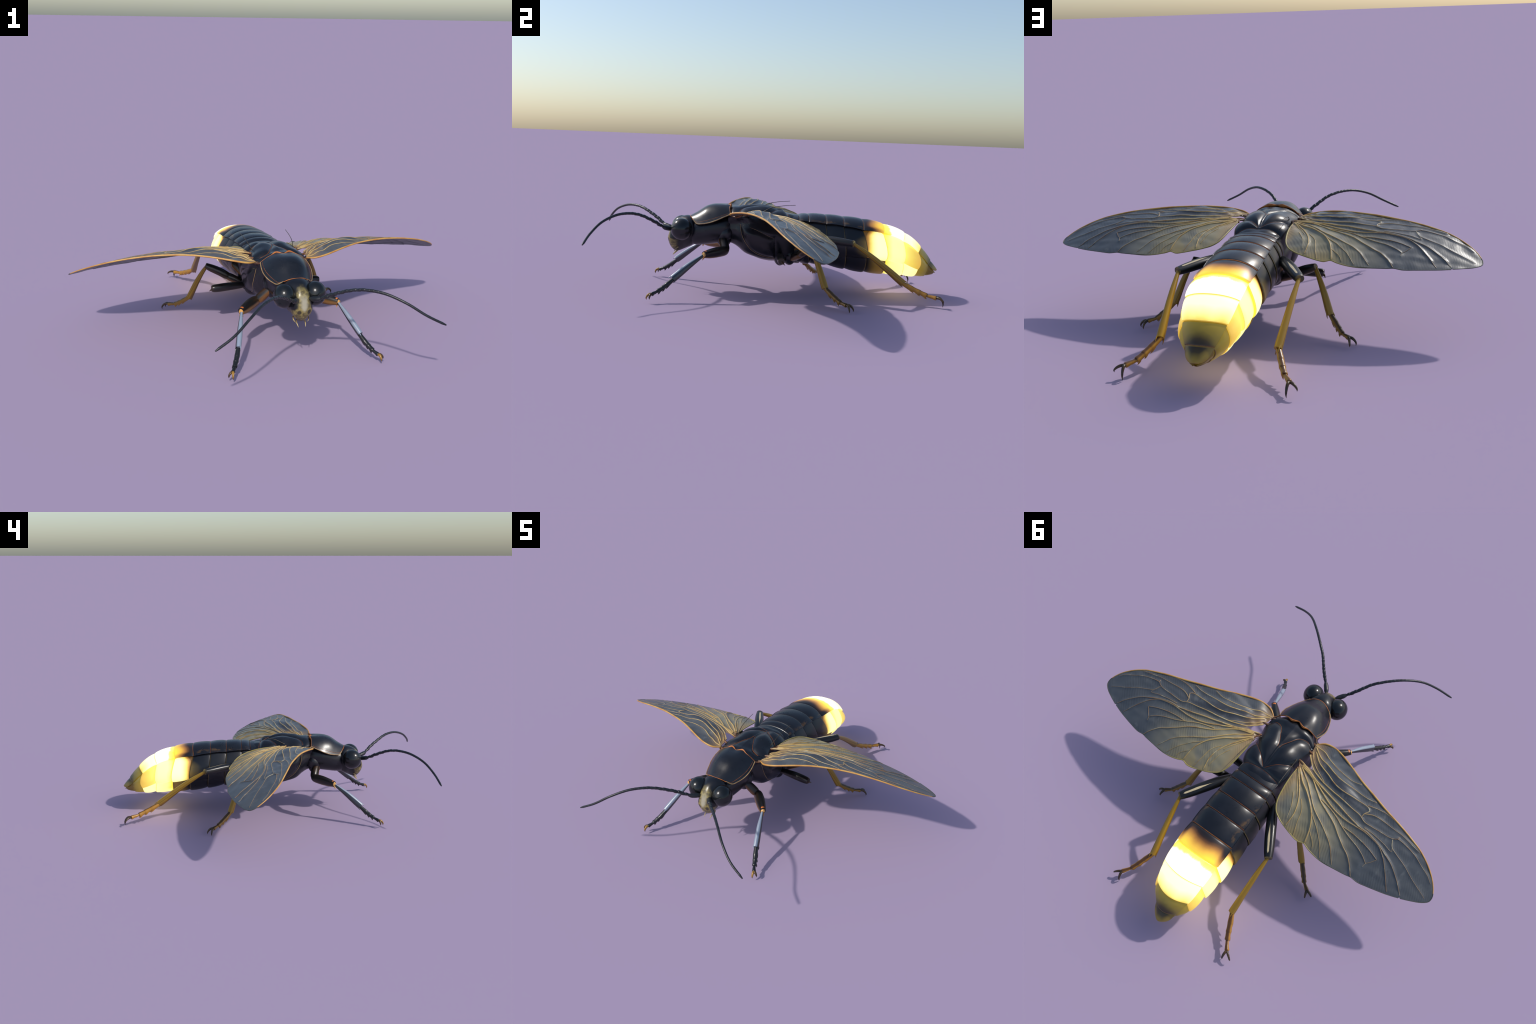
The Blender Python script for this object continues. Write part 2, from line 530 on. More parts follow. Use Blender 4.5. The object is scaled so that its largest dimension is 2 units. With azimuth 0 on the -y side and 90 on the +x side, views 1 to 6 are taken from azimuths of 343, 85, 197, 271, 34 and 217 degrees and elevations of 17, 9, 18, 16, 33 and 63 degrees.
# --- head: dark capsule with pale face
def head_mat():
    n = Nodes('head_face')
    x, y, z = n.xyz()
    ax = n.math('ABSOLUTE', x)
    front = n.math('SUBTRACT', 1.0, n.step(n.math('ADD', y, n.math('MULTIPLY', n.math('SUBTRACT', 1.0, n.step(z, 0.25, 0.30)), 0.018)), -0.490, -0.468))
    # half width of the pale mask widens on the muzzle
    wid = n.math('ADD', 0.029, n.math('MULTIPLY', n.math('SUBTRACT', 1.0, n.step(z, 0.262, 0.292)), 0.026))
    nz = n.math('MULTIPLY', n.math('SUBTRACT', n.noise(45, 4), 0.5), 0.016)
    wid = n.math('SUBTRACT', wid, n.math('MULTIPLY', n.step(z, 0.340, 0.385), 0.016))
    face = n.math('SUBTRACT', 1.0, n.step(n.math('SUBTRACT', n.math('ADD', ax, nz), wid), -0.006, 0.008))
    top = n.math('SUBTRACT', 1.0, n.step(n.math('ADD', z, n.math('MULTIPLY', nz, 1.5)), 0.352, 0.388))
    low = n.step(z, 0.212, 0.236)
    mask = n.math('MULTIPLY', n.math('MULTIPLY', face, front), n.math('MULTIPLY', top, low))
    olive = n.mix(n.step(n.noise(55, 5, 0.65), 0.42, 0.62), (0.27, 0.215, 0.07), (0.10, 0.078, 0.032))
    # grey white blaze
    bl = n.math('MULTIPLY', n.math('SUBTRACT', 1.0, n.step(n.math('ADD', ax, nz), 0.006, 0.024)),
                n.math('MULTIPLY', n.step(n.math('SUBTRACT', z, ax), 0.258, 0.282), n.math('SUBTRACT', 1.0, n.step(z, 0.315, 0.358))))
    pale = n.mix(bl, olive, (0.36, 0.33, 0.24))
    # two dark spots
    dx = n.math('SUBTRACT', ax, 0.0235)
    dz = n.math('SUBTRACT', z, 0.267)
    d = n.math('SQRT', n.math('ADD', n.math('MULTIPLY', dx, dx), n.math('MULTIPLY', n.math('MULTIPLY', dz, dz), 0.6)))
    sp = n.math('SUBTRACT', 1.0, n.step(n.math('ADD', d, n.math('MULTIPLY', nz, 0.4)), 0.006, 0.012))
    pale = n.mix(n.math('MULTIPLY', sp, 0.9), pale, (0.022, 0.019, 0.016))
    # mouth line
    ml = n.math('SUBTRACT', 1.0, n.step(n.math('ABSOLUTE', n.math('SUBTRACT', z, n.math('MULTIPLY_ADD', ax, 0.25, 0.2335))), 0.0008, 0.0026))
    pale = n.mix(n.math('MULTIPLY', ml, 0.7), pale, (0.05, 0.04, 0.02))
    n.set(Base_Color=n.mix(mask, BLACK, pale), Roughness=0.3)
    n.bump(n.noise(120, 3), 0.1, 0.001)
    return n.mat


M['head'] = head_mat()

# --- limbs: object axes run along the limb (z = along, x = upper side)
def limb_mat(name, top, under, length, tip=None, stripe=None, rough=0.3, groove=True, turn=(1.5, 2.3), grain=.9):
    n = Nodes(name)
    x, y, z = n.xyz()
    ang = n.math('ARCTAN2', y, x)      # 0 on the upper ridge
    aa = n.math('ABSOLUTE', ang)
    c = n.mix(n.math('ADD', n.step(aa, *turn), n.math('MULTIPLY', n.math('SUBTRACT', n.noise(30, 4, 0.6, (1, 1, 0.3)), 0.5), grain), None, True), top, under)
    if stripe:
        col, half, z0, z1 = stripe
        w = n.math('MULTIPLY', n.step(z, z0 * length, (z0 + 0.34) * length), n.math('SUBTRACT', 1.0, n.step(z, (z1 - 0.05) * length, z1 * length)))
        a2 = n.math('ABSOLUTE', n.math('ADD', ang, n.math('MULTIPLY', n.math('SUBTRACT', n.noise(24, 3), 0.5), 0.25)))
        s = n.math('SUBTRACT', 1.0, n.step(n.math('SUBTRACT', a2, n.math('MULTIPLY', w, half)), -0.07, 0.02))
        c = n.mix(s, c, col)
    if tip:
        col, z0, z1 = tip
        c = n.mix(n.step(z, z0 * length, z1 * length), c, col)
    if groove:
        g = n.math('SUBTRACT', 1.0, n.step(n.math('ABSOLUTE', n.math('SUBTRACT', aa, 1.25)), 0.03, 0.12))
        c = n.mix(n.math('MULTIPLY', g, 0.55), c, (0.02, 0.014, 0.008))
    n.set(Base_Color=c, Roughness=rough)
    w = n.noise(60, 3, 0.5, (1, 1, 0.5))
    n.bump(w, 0.15, 0.001)
    return n.mat


# ------------------------------------------------------------------ the thing
firefly = bpy.data.objects.new('firefly', None)
bpy.context.collection.objects.link(firefly)
firefly['label'] = 'black winged firefly with a glowing yellow abdomen'
firefly['category'] = 'insect'
firefly.location = (0, 0, -.0022)

# ------------------------------------------------------------------ abdomen
# rear-edge rings: dorsal midpoint T(y,z), tergite edge E(x,y,z), flank F(x,y,z), lower flank L(x,y,z), belly B(y,z)
RINGS = [
    ((.060, .414), (.096, .055, .388), (.118, .055, .30), (.085, .070, .190), (.080, .162)),
    ((.137, .416), (.100, .130, .396), (.130, .130, .31), (.094, .140, .205), (.150, .158)),
    ((.188, .422), (.104, .181, .395), (.137, .185, .30), (.106, .190, .212), (.200, .156)),
    ((.280, .421), (.108, .272, .387), (.144, .280, .29), (.119, .285, .215), (.290, .152)),
    ((.374, .414), (.112, .366, .379), (.148, .376, .28), (.121, .384, .218), (.390, .132)),
    ((.480, .404), (.115, .469, .362), (.150, .491, .264), (.129, .492, .212), (.496, .117)),
    ((.593, .383), (.115, .578, .348), (.148, .599, .252), (.131, .596, .202), (.600, .110)),
    ((.714, .340), (.110, .688, .312), (.133, .701, .230), (.119, .692, .186), (.705, .104)),
    ((.809, .267), (.090, .778, .248), (.106, .791, .198), (.097, .783, .156), (.774, .101)),
    ((.870, .193), (.056, .843, .180), (.062, .842, .156), (.050, .836, .130), (.838, .103)),
    ((.911, .139), (.016, .900, .129), (.024, .890, .126), (.018, .886, .120), (.888, .115)),
]


def ring_tergite(R, nv):
    (yt, zt), (we, ye, ze), *_ = R
    t = np.linspace(-1, 1, nv)
    x = (we + .004) * np.sin(t * math.pi / 2) * (1 - 0.06 * np.cos(t * math.pi / 2)) if False else (we + .004) * t
    z = ze + (zt - ze) * (1 - np.abs(t) ** 2.2) - .003 * np.abs(t) ** 8
    y = yt + (ye - yt) * t * t
    return np.stack([x, y, z], 1)


def ring_flank(R, nv):
    _, E, F, L, _ = R
    E = np.array(E) + np.array((-.006, 0, -.005))
    F, L = np.array(F), np.array(L)
    v = np.linspace(-.04, 1.06, nv)[:, None]
    l0 = 2 * (v - .5) * (v - 1)
    l1 = -4 * v * (v - 1)
    l2 = 2 * v * (v - .5)
    return l0 * E + l1 * F + l2 * L


def ring_belly(R, nv):
    _, _, F, L, (yb, zb) = R
    wl, yl, zl = L
    t = np.linspace(-1, 1, nv)
    a = t * math.pi / 2
    x = (wl - .006) * np.sin(a)
    z = zl + .004 + (zb - zl - .004) * np.cos(a) ** 1.05
    y = yb + (yl - yb) * t * t
    return np.stack([x, y, z], 1)


def segment_grid(ringfn, k, nv, nu, bulge, tuck, taper=0.0, over=0.0):
    A = ringfn(RINGS[k - 1], nv)
    B = ringfn(RINGS[k], nv)
    C = ringfn(RINGS[k + 1], nv) if k + 1 < len(RINGS) else B + (B - A) * .3
    Z = ringfn(RINGS[k - 2], nv) if k > 1 else A - (B - A)
    us = np.linspace(-.18, 1.0 + over, nu)
    G = []
    cen = np.mean(np.concatenate([A, B]), axis=0)
    for u in us:
        # Catmull through rings keeps the profile curved
        P = 0.5 * ((2 * A) + (B - Z) * u + (2 * Z - 5 * A + 4 * B - C) * u * u + (-Z + 3 * A - 3 * B + C) * u ** 3)
        G.append(P)
    G = np.array(G)
    N = np.cross(np.gradient(G, axis=0), np.gradient(G, axis=1))
    N /= np.linalg.norm(N, axis=2)[:, :, None] + 1e-12
    zr = (RINGS[k - 1][0][1] + RINGS[k][0][1] + RINGS[k - 1][4][1] + RINGS[k][4][1]) / 4
    N = N * np.sign((N * (G - np.array([0, cen[1] - .03, zr]))).sum())
    uc = np.clip(us, 0, 1)
    prof = (-tuck * np.clip((.06 - us) / .2, 0, 1) - taper * (1 - uc) ** 1.3 + bulge * np.sin(math.pi * uc ** 0.75) ** 0.8
            - .0022 * np.clip((us - .93) / .07, 0, 1) ** 2)
    G = G + N * prof[:, None, None]
    if k == 10:
        # blunt rounded end: the plate closes along an ellipse
        mid = G[:, nv // 2:nv // 2 + 1] if ringfn is not ring_flank else G * 0 + np.array([0, 0, 0])
        if ringfn is not ring_flank:
            sc = (.95 * np.sqrt(np.clip(1 - (np.clip(us, 0, 1) * .985) ** 1.7, 0, 1)))[:, None]
            off = (A - A[nv // 2])[None] * sc[:, :, None]
            G = mid + off
    return G


abd_core = Builder()
core = []
for R in RINGS:
    (yt, zt), E, F, L, (yb, zb) = R
    yc = (yt + yb) / 2
    zc = (zt + zb) / 2
    a = np.linspace(0, 2 * math.pi, 40, endpoint=False)
    hx = (F[0] + E[0]) / 2 * .84
    hz = (zt - zb) / 2 * .86
    yy = yc + (np.cos(a)) * (yt - yb) / 2
    core.append(np.stack([np.sin(a) * hx, yy, zc + np.cos(a) * hz], 1))
core = np.array(core)[:-1]
cg = np.stack([smooth_path(core[:, j], 40) for j in range(40)], 1)
b0 = abd_core.grid(cg, wrap=True, flip=False)
abd_core.cap(b0, 40, flip=False)
abd_core.cap(b0 + 39 * 40, 40, flip=True)
for q, fc in enumerate(abd_core.f):
    ym = sum(abd_core.v[i][1] for i in fc) / len(fc)
    abd_core.m[q] = 0 if ym < .50 else (1 if ym < .79 else 2)
abdomen = abd_core.build('abdomen', [M['black'], M['rim_glow'], M['p9']], firefly)

TM = {6: 't6', 7: 't7', 8: 't8', 9: 't9', 10: 't10'}
PM = {5: 'p5', 6: 'p6', 7: 'p7', 8: 'p8', 9: 'p9', 10: 'p9'}
SM = {6: 's6', 7: 's7', 8: 's7', 9: 'p9', 10: 'p9'}


def rim_for(k, kind):
    if k >= 9:
        return M['rim_tip']
    if k >= 6:
        return M['rim_glow']
    if kind == 't':
        return M['rim_orange'] if k == 5 else M['rim']
    return M['rim_dull']


def face_out(G):
    """sign so that the plate normals point away from the body axis"""
    N = np.cross(np.gradient(G, axis=0), np.gradient(G, axis=1))
    ym = G[:, :, 1].mean()
    c = np.array([0, ym - .03, np.interp(ym, [0, .5, .7, .8, .88], [.28, .26, .22, .17, .13])])
    return 1 if (N * (G - c)).sum() > 0 else -1


for k in range(1, 11):
    G = segment_grid(ring_tergite, k, 61, 40, .0042 if k < 9 else .002, .006, .0025 if k < 7 else .0045)
    b = Builder()
    b.plate(G, .006, rim_back=1, out_sign=face_out(G))
    if k < 7:   # raised keel along the side margins
        for e in (G[8:-1, 0], G[8:-1, -1]):
            b.tube(e, .0022, 8)
    b.build('tergite', [M[TM.get(k, 'tergite')], rim_for(k, 't')], abdomen)
    # flank plates
    G = segment_grid(ring_flank, k, 26, 30, .004 if k < 9 else .001, .003, .006 if k < 6 else (.010 if k < 9 else .004))
    b = Builder()
    b.plate(G, .0135 if k < 9 else .005, rim_back=1, out_sign=face_out(G))
    mats = [M[PM.get(k, 'flank')], rim_for(k, 'p')]
    b.build('flank_plate', mats, abdomen)
    b.mirror().build('flank_plate', mats, abdomen)
    # belly plates
    G = segment_grid(ring_belly, k, 41, 30, .004 if k < 9 else .001, .004, .008 if k < 9 else .004)
    b = Builder()
    b.plate(G, .005, rim_back=1, out_sign=face_out(G))
    b.build('belly_plate', [M[SM.get(k, 'black')], rim_for(k, 'p')], abdomen)

# ------------------------------------------------------------------ thorax
TH = [  # y, then section points (x, z) from dorsal mid to belly mid
    (-.232, [(0, .438), (.045, .433), (.086, .409), (.085, .375), (.080, .320), (.055, .275), (0, .268)]),
    (-.205, [(0, .449), (.060, .443), (.109, .413), (.098, .375), (.095, .320), (.065, .270), (0, .260)]),
    (-.175, [(0, .450), (.065, .444), (.136, .408), (.118, .375), (.124, .325), (.088, .258), (0, .240)]),
    (-.140, [(0, .456), (.065, .449), (.134, .410), (.136, .376), (.149, .318), (.104, .232), (0, .212)]),
    (-.095, [(0, .458), (.060, .452), (.116, .418), (.134, .378), (.154, .316), (.110, .215), (0, .192)]),
    (-.050, [(0, .458), (.060, .454), (.110, .424), (.130, .380), (.155, .314), (.112, .204), (0, .176)]),
    (.000, [(0, .449), (.060, .446), (.114, .420), (.130, .376), (.148, .308), (.104, .198), (0, .168)]),
    (.030, [(0, .438), (.060, .440), (.122, .407), (.128, .362), (.138, .300), (.096, .196), (0, .168)]),
    (.075, [(0, .424), (.055, .428), (.110, .400), (.120, .350), (.130, .292), (.090, .188), (0, .162)]),
    (.110, [(0, .414), (.050, .410), (.096, .382), (.108, .340), (.120, .290), (.085, .188), (0, .160)]),
]
NS, NY = 110, 150
secs = np.array([smooth_path(s, NS) for _, s in TH])
ys = np.array([y for y, _ in TH])
yy = np.linspace(ys[0], ys[-1], NY)
TG = np.zeros((NY, NS, 3))
colpts = [smooth_path(np.column_stack([ys, secs[:, j, 0], secs[:, j, 1]]), 400) for j in range(NS)]
for j in range(NS):
    c = colpts[j]
    TG[:, j, 0] = np.interp(yy, c[:, 0], c[:, 1])
    TG[:, j, 1] = yy
    TG[:, j, 2] = np.interp(yy, c[:, 0], c[:, 2])
# seams between the plates (right half): dorsal in (x, y), flank in (y, z)
DORSAL = [
    smooth_path([(.128, -.166), (.100, -.178), (.070, -.172), (.052, -.158), (.034, -.125), (.010, -.082), (.0055, -.06)], 40),
    smooth_path([(.0055, -.06), (.005, 0), (.005, .060)], 20),
    smooth_path([(.112, -.028), (.082, -.006), (.045, .020), (.006, .058)], 30),
    smooth_path([(.004, .072), (.05, .078), (.1, .084)], 20),
]
FLANK = [
    smooth_path([(-.172, .37), (-.168, .33), (-.150, .285), (-.110, .235), (-.06, .207), (.012, .192)], 40),
    smooth_path([(-.165, .368), (-.10, .348), (-.02, .311), (.0, .304)], 30),
    smooth_path([(.004, .306), (.010, .25), (.014, .19)], 20),
]
X, Y, Z = TG[:, :, 0], TG[:, :, 1], TG[:, :, 2]
dd = np.full(X.shape, 1e9)
for s in DORSAL:
    dd = np.minimum(dd, seg_dist(X, Y, s))
df = np.full(X.shape, 1e9)
for s in FLANK:
    df = np.minimum(df, seg_dist(Y, Z, s))
idx = np.arange(NS)[None, :] / NS
dorsal_w = np.clip((.50 - idx) / .08, 0, 1)
flank_w = np.clip((idx - .50) / .08, 0, 1)
puff = dorsal_w * (.013 * (1 - np.exp(-(dd / .016) ** 1.2)) - .0085) + flank_w * (.010 * (1 - np.exp(-(df / .014) ** 1.2)) - .006)
N = np.cross(np.gradient(TG, axis=0), np.gradient(TG, axis=1))
N /= np.linalg.norm(N, axis=2)[:, :, None] + 1e-12
if N[NY // 2, 2, 2] < 0:
    N = -N
N[:, 0, 0] = 0
TG2 = TG + N * puff[:, :, None]
TG2[:, 0, 0] = 0
TG2[:, -1, 0] = 0
full = np.concatenate([TG2, (TG2 * np.array([-1, 1, 1]))[:, -2:0:-1]], axis=1)
tb = Builder()
nn = full.shape[1]
b0 = tb.grid(full, wrap=True, flip=False)
tb.cap(b0, nn)
tb.cap(b0 + (NY - 1) * nn, nn, flip=True)
thorax = tb.build('thorax', [M['black']], firefly)


def thorax_at_xy(x, y):
    i = int(np.clip(round((y - ys[0]) / (ys[-1] - ys[0]) * (NY - 1)), 0, NY - 1))
    r = TG2[i, :NS // 2]
    j = int(np.argmin(np.abs(r[:, 0] - x) + (np.arange(len(r)) > 48) * .0))
    return np.array([x, y, r[j, 2]])


def thorax_at_yz(y, z):
    i = int(np.clip(round((y - ys[0]) / (ys[-1] - ys[0]) * (NY - 1)), 0, NY - 1))
    r = TG2[i, NS // 3:]
    j = int(np.argmin(np.abs(r[:, 1 + 1] - z)))
    return np.array([r[j, 0], y, z])


def soften(p, it=6):
    p = p.copy()
    for _ in range(it):
        p[1:-1] = .25 * p[:-2] + .5 * p[1:-1] + .25 * p[2:]
    return p


for s, r, m in ((DORSAL[0], .0013, 'rim'), (DORSAL[2], .0010, 'rim'), (DORSAL[3], .0008, 'rim')):
    p = soften(np.array([thorax_at_xy(*q) for q in s]) + np.array([0, 0, .0004]))
    for sg in (1, -1):
        b = Builder()
        b.tube(p * np.array([sg, 1, 1]), r, 8)
        b.build('thorax_seam', [M[m]], thorax)
p = soften(np.array([thorax_at_xy(*q) for q in DORSAL[0]]) + np.array([0, 0, .003])) + np.array([.006, .004, .002])
for s, r in ((FLANK[0], .0011), (FLANK[1], .0006)):
    p = soften(np.array([thorax_at_yz(*q) for q in s]))
    for sg in (1, -1):
        b = Builder()
        b.tube(p * np.array([sg, 1, 1]), r, 8)
        b.build('thorax_seam', [M['tan']], thorax)

# ------------------------------------------------------------------ prothorax and pronotum shield
pb = Builder()
PR = [
    (-.440, .348, .268, .048), (-.415, .372, .246, .070), (-.380, .385, .243, .082), (-.335, .400, .248, .092),
    (-.290, .410, .254, .098), (-.245, .412, .262, .096), (-.205, .405, .268, .088),
]
rows = []
a = np.linspace(0, 2 * math.pi, 48, endpoint=False)
for y, zt, zb, w in PR:
    zc, hz = (zt + zb) / 2, (zt - zb) / 2
    ca, sa = np.cos(a), np.sin(a)
    rows.append(np.stack([w * np.sign(sa) * np.abs(sa) ** .8, np.full(48, y), zc + hz * np.sign(ca) * np.abs(ca) ** .85], 1))
rows = np.array(rows)
pg = np.stack([smooth_path(rows[:, j], 40) for j in range(48)], 1)
b0 = pb.grid(pg, wrap=True)
pb.cap(b0, 48)
pb.cap(b0 + 39 * 48, 48, flip=True)
prothorax = pb.build('prothorax', [M['black']], firefly)

# side rim of the shield (right), from the middle of the front margin to the hind corner and in along the hind margin
MID = smooth_path([(0, -.430, .3945), (0, -.392, .416), (0, -.345, .4475), (0, -.310, .4585), (0, -.276, .461), (0, -.240, .4585), (0, -.231, .457)], 60)
EDGE = smooth_path([(.060, -.412, .3745), (.085, -.394, .3575), (.100, -.366, .3600), (.113, -.332, .3680), (.121, -.296, .3820), (.121, -.262, .398), (.1145, -.226, .414)], 60)
nt = 81
ts = np.linspace(-1, 1, nt)
SG = np.zeros((60, nt, 3))
for i in range(60):
    u = i / 59
    m, e = MID[i], EDGE[i]
    x = e[0] * ts
    at = np.abs(ts)
    p = 2.6 + .4 * u
    z = e[2] + (m[2] - e[2]) * (1 - at ** p)
    z += .004 * np.clip((at - .9) / .1, 0, 1) ** 1.5 * (u > -.1)   # turned up brim
    y = m[1] + (e[1] - m[1]) * at ** 1.8
    if i > 40:   # wavy hind margin
        k = ((i - 40) / 19) ** 2
        y = y + k * (.010 * np.exp(-((at - .30) / .16) ** 2) - .004 * np.exp(-(at / .10) ** 2))
        z = z + k * (.004 * np.exp(-((at - .30) / .16) ** 2))
    SG[i] = np.stack([x, y, z], 1)
sb = Builder()
sb.plate(SG, .006, out_sign=face_out(SG))
pronotum = sb.build('pronotum_shield', [M['black']], prothorax)
# brim lines
front = SG[0]
side = SG[:, -1]
hind = SG[-1]
for sg in (1, -1):
    f = np.array([1 * sg, 1, 1])
    b = Builder()
    b.tube(side * f + np.array([0, 0, -.001]), .0026, 10)
    b.build('shield_brim', [M['tan']], prothorax)
    ins = SG[3:57, -4]
    b = Builder()
    b.tube(soften(ins) * f + np.array([0, 0, -.0002]), .0011, 8)
    b.build('shield_brim', [M['rim']], prothorax)
b = Builder()
b.tube(front + np.array([0, 0, -.0005]), .0018, 10)
b.build('shield_front_margin', [M['rim_orange']], prothorax)
b = Builder()
wid = .003 + .0045 * np.exp(-((np.abs(np.linspace(-1, 1, nt)) - .28) / .2) ** 2)
b.tube(hind + np.array([0, .001, -.003]), np.stack([wid * 1.1, wid * .6], 1), 10)
b.build('shield_hind_margin', [M['rim_orange']], prothorax)

for sg in (1, -1):
    bb = Builder()
    th = np.linspace(0, 2 * math.pi, 32, endpoint=False)
    G = np.array([np.stack([sg * (.060 + .046 * math.sin(i) * np.cos(th)), -.243 + .044 * math.sin(i) * np.sin(th) + .012 * math.cos(i), np.full(32, .312 + .046 * math.cos(i))], 1)
                  for i in np.linspace(.03, math.pi - .03, 24)])
    b0 = bb.grid(G, wrap=True, flip=(sg < 0))
    bb.cap(b0, 32, flip=(sg > 0))
    bb.cap(b0 + 23 * 32, 32, flip=(sg < 0))
    bb.build('hip_hood', [M['black']], prothorax)

# ------------------------------------------------------------------ head
hb = Builder()
HR = [  # y, z top, z bottom, half width above, half width of the muzzle
    (-.395, .372, .262, .050, .050), (-.415, .390, .240, .078, .064), (-.440, .396, .228, .079, .068), (-.465, .392, .216, .066, .064),
    (-.490, .380, .207, .050, .059), (-.508, .364, .211, .044, .056), (-.522, .346, .222, .040, .050), (-.533, .322, .238, .034, .041),
    (-.540, .296, .256, .022, .026),
]
rows = []
for y, zt, zb, w1, w2 in HR:
    zc, hz = (zt + zb) / 2, (zt - zb) / 2
    ca, sa = np.cos(a), np.sin(a)
    w = w1 * (ca > 0) + w2 * (ca <= 0)
    w = w2 + (w1 - w2) * (.5 + .5 * np.tanh(2 * ca))
    tap = 1 - .42 * np.clip(-ca, 0, 1) ** 2 * (y < -.45)
    rows.append(np.stack([w * tap * np.sign(sa) * np.abs(sa) ** .85, np.full(48, y), zc + hz * ca], 1))
rows = np.array(rows)
hg = np.stack([smooth_path(rows[:, j], 60) for j in range(48)], 1)
# round off the front
b0 = hb.grid(hg, wrap=True, flip=True)
last = hg[-1]
c = last.mean(axis=0) + np.array([0, -.003, 0])
cap = np.array([last + (c - last) * t + np.array([0, -.002 * math.sin(t * math.pi / 2), 0]) for t in np.linspace(0, .98, 8)])
hb.grid(cap, wrap=True, flip=True)
hb.cap(len(hb.v) - 48, 48)
hb.cap(b0, 48, flip=True)
head = hb.build('head', [M['head']], firefly, angle=80)

for sg in (1, -1):
    b = Builder()
    G = []
    for i in np.linspace(.02, math.pi - .02, 40):
        th = np.linspace(0, 2 * math.pi, 64, endpoint=False)
        G.append(np.stack([sg * (.0755 + .0525 * np.sin(i) * np.cos(th)), -.4715 + .0555 * np.sin(i) * np.sin(th), .329 + .0575 * np.cos(i) * np.ones_like(th)], 1))
    G = np.array(G)
    b0 = b.grid(G, wrap=True, flip=(sg < 0))
    b.cap(b0, 64, flip=(sg > 0))
    b.cap(b0 + 39 * 64, 64, flip=(sg < 0))
    b.build('eye', [M['eye']], head)
    # antenna
    b = Builder()
    f = np.array([sg, 1, 1])
    sc = smooth_path([(.030, -.522, .325), (.042, -.540, .328), (.056, -.557, .333), (.067, -.569, .339)], 16)
    b.tube(sc * f, np.interp(np.linspace(0, 1, 16), [0, .25, .7, 1], [.0085, .0125, .0125, .0075]), 16)
    fl = smooth_path([(.066, -.567, .338), (.086, -.586, .352), (.107, -.607, .3675), (.157, -.665, .401), (.190, -.695, .4125), (.222, -.7245, .418),
                      (.280, -.778, .4145), (.352, -.8405, .386), (.426, -.884, .340), (.510, -.908, .297)], 330)
    fl = arc_resample(fl, 330)
    u = np.linspace(0, 1, 330)
    nseg = 30
    ph = (u * nseg) % 1
    bead = .22 * np.clip(1 - u / .55, 0, 1) * (ph - .45) + .05 * (ph - .5)
    rad = np.interp(u, [0, .05, .3, .7, .97, 1], [.0065, .0088, .0074, .0060, .0056, .003]) * (1 + bead)
    # gentle kinks of the first joints
    fl[:, 2] += .0018 * np.sin(u * nseg * math.pi) * np.clip(1 - u / .45, 0, 1)
    b.tube(fl * f, rad, 12)
    b.build('antenna', [M['antenna']], head)

    # palps
    for pts, r in (([(.020, -.488, .214), (.021, -.500, .203), (.019, -.510, .193), (.017, -.517, .185)], .0030),
                   ([(.036, -.488, .232), (.038, -.499, .222), (.034, -.506, .214), (.028, -.510, .207)], .0032)):
        b = Builder()
        p = smooth_path(pts, 16)
        b.tube(p * f, np.interp(np.linspace(0, 1, 16), [0, .4, .8, 1], [r, r * .95, r * .5, r * .15]), 10)
        b.build('palp', [M['palp']], head)

# ------------------------------------------------------------------ wings
CF = {(0, 0): .4077, (0, 1): .0065, (0, 2): -.7713, (0, 3): -1.0665, (1, 0): .09, (1, 1): -.5599, (1, 2): .7036, (2, 0): -.0433, (2, 1): .1916, (3, 0): -.0901}


def hump(x, y, cx, cy, a, b, h, rot=.30):
    c, sn = math.cos(rot), math.sin(rot)
    u, v = (x - cx) * c + (y - cy) * sn, -(x - cx) * sn + (y - cy) * c
    return h * np.exp(-(u / a) ** 2 - (v / b) ** 2)


def wing_z(x, y):
    z = sum(c * x ** i * y ** j for (i, j), c in CF.items())
    # arched front field near the body and a shallow trough behind it
    return z + hump(x, y, .335, -.090, .115, .036, .020) + hump(x, y, .40, -.045, .10, .03, .006) + hump(x, y, .33, .125, .07, .06, .003)


LE = [(.132, -.200), (.172, -.226), (.222, -.228), (.269, -.216), (.338, -.188), (.434, -.147), (.521, -.119), (.616, -.090), (.701, -.070), (.774, -.051),
      (.851, -.027), (.919, .009), (.963, .044), (.989, .076), (.999, .097), (.997, .119), (.973, .142), (.930, .165), (.882, .186)]
H1 = [(.254, -.028), (.34, -.005), (.416, .014), (.49, .032), (.554, .044), (.597, .044), (.639, .051), (.676, .061), (.718, .077), (.76, .093), (.816, .128), (.877, .184)]
TE = [(.1345, -.040), (.135, .031), (.141, .099), (.152, .154), (.172, .189), (.208, .212), (.272, .233), (.34, .246), (.372, .2385), (.40, .247), (.441, .255), (.492, .2575), (.562, .2505),
      (.618, .243), (.641, .2385), (.680, .239), (.731, .229), (.80, .212), (.834, .202), (.874, .188)]
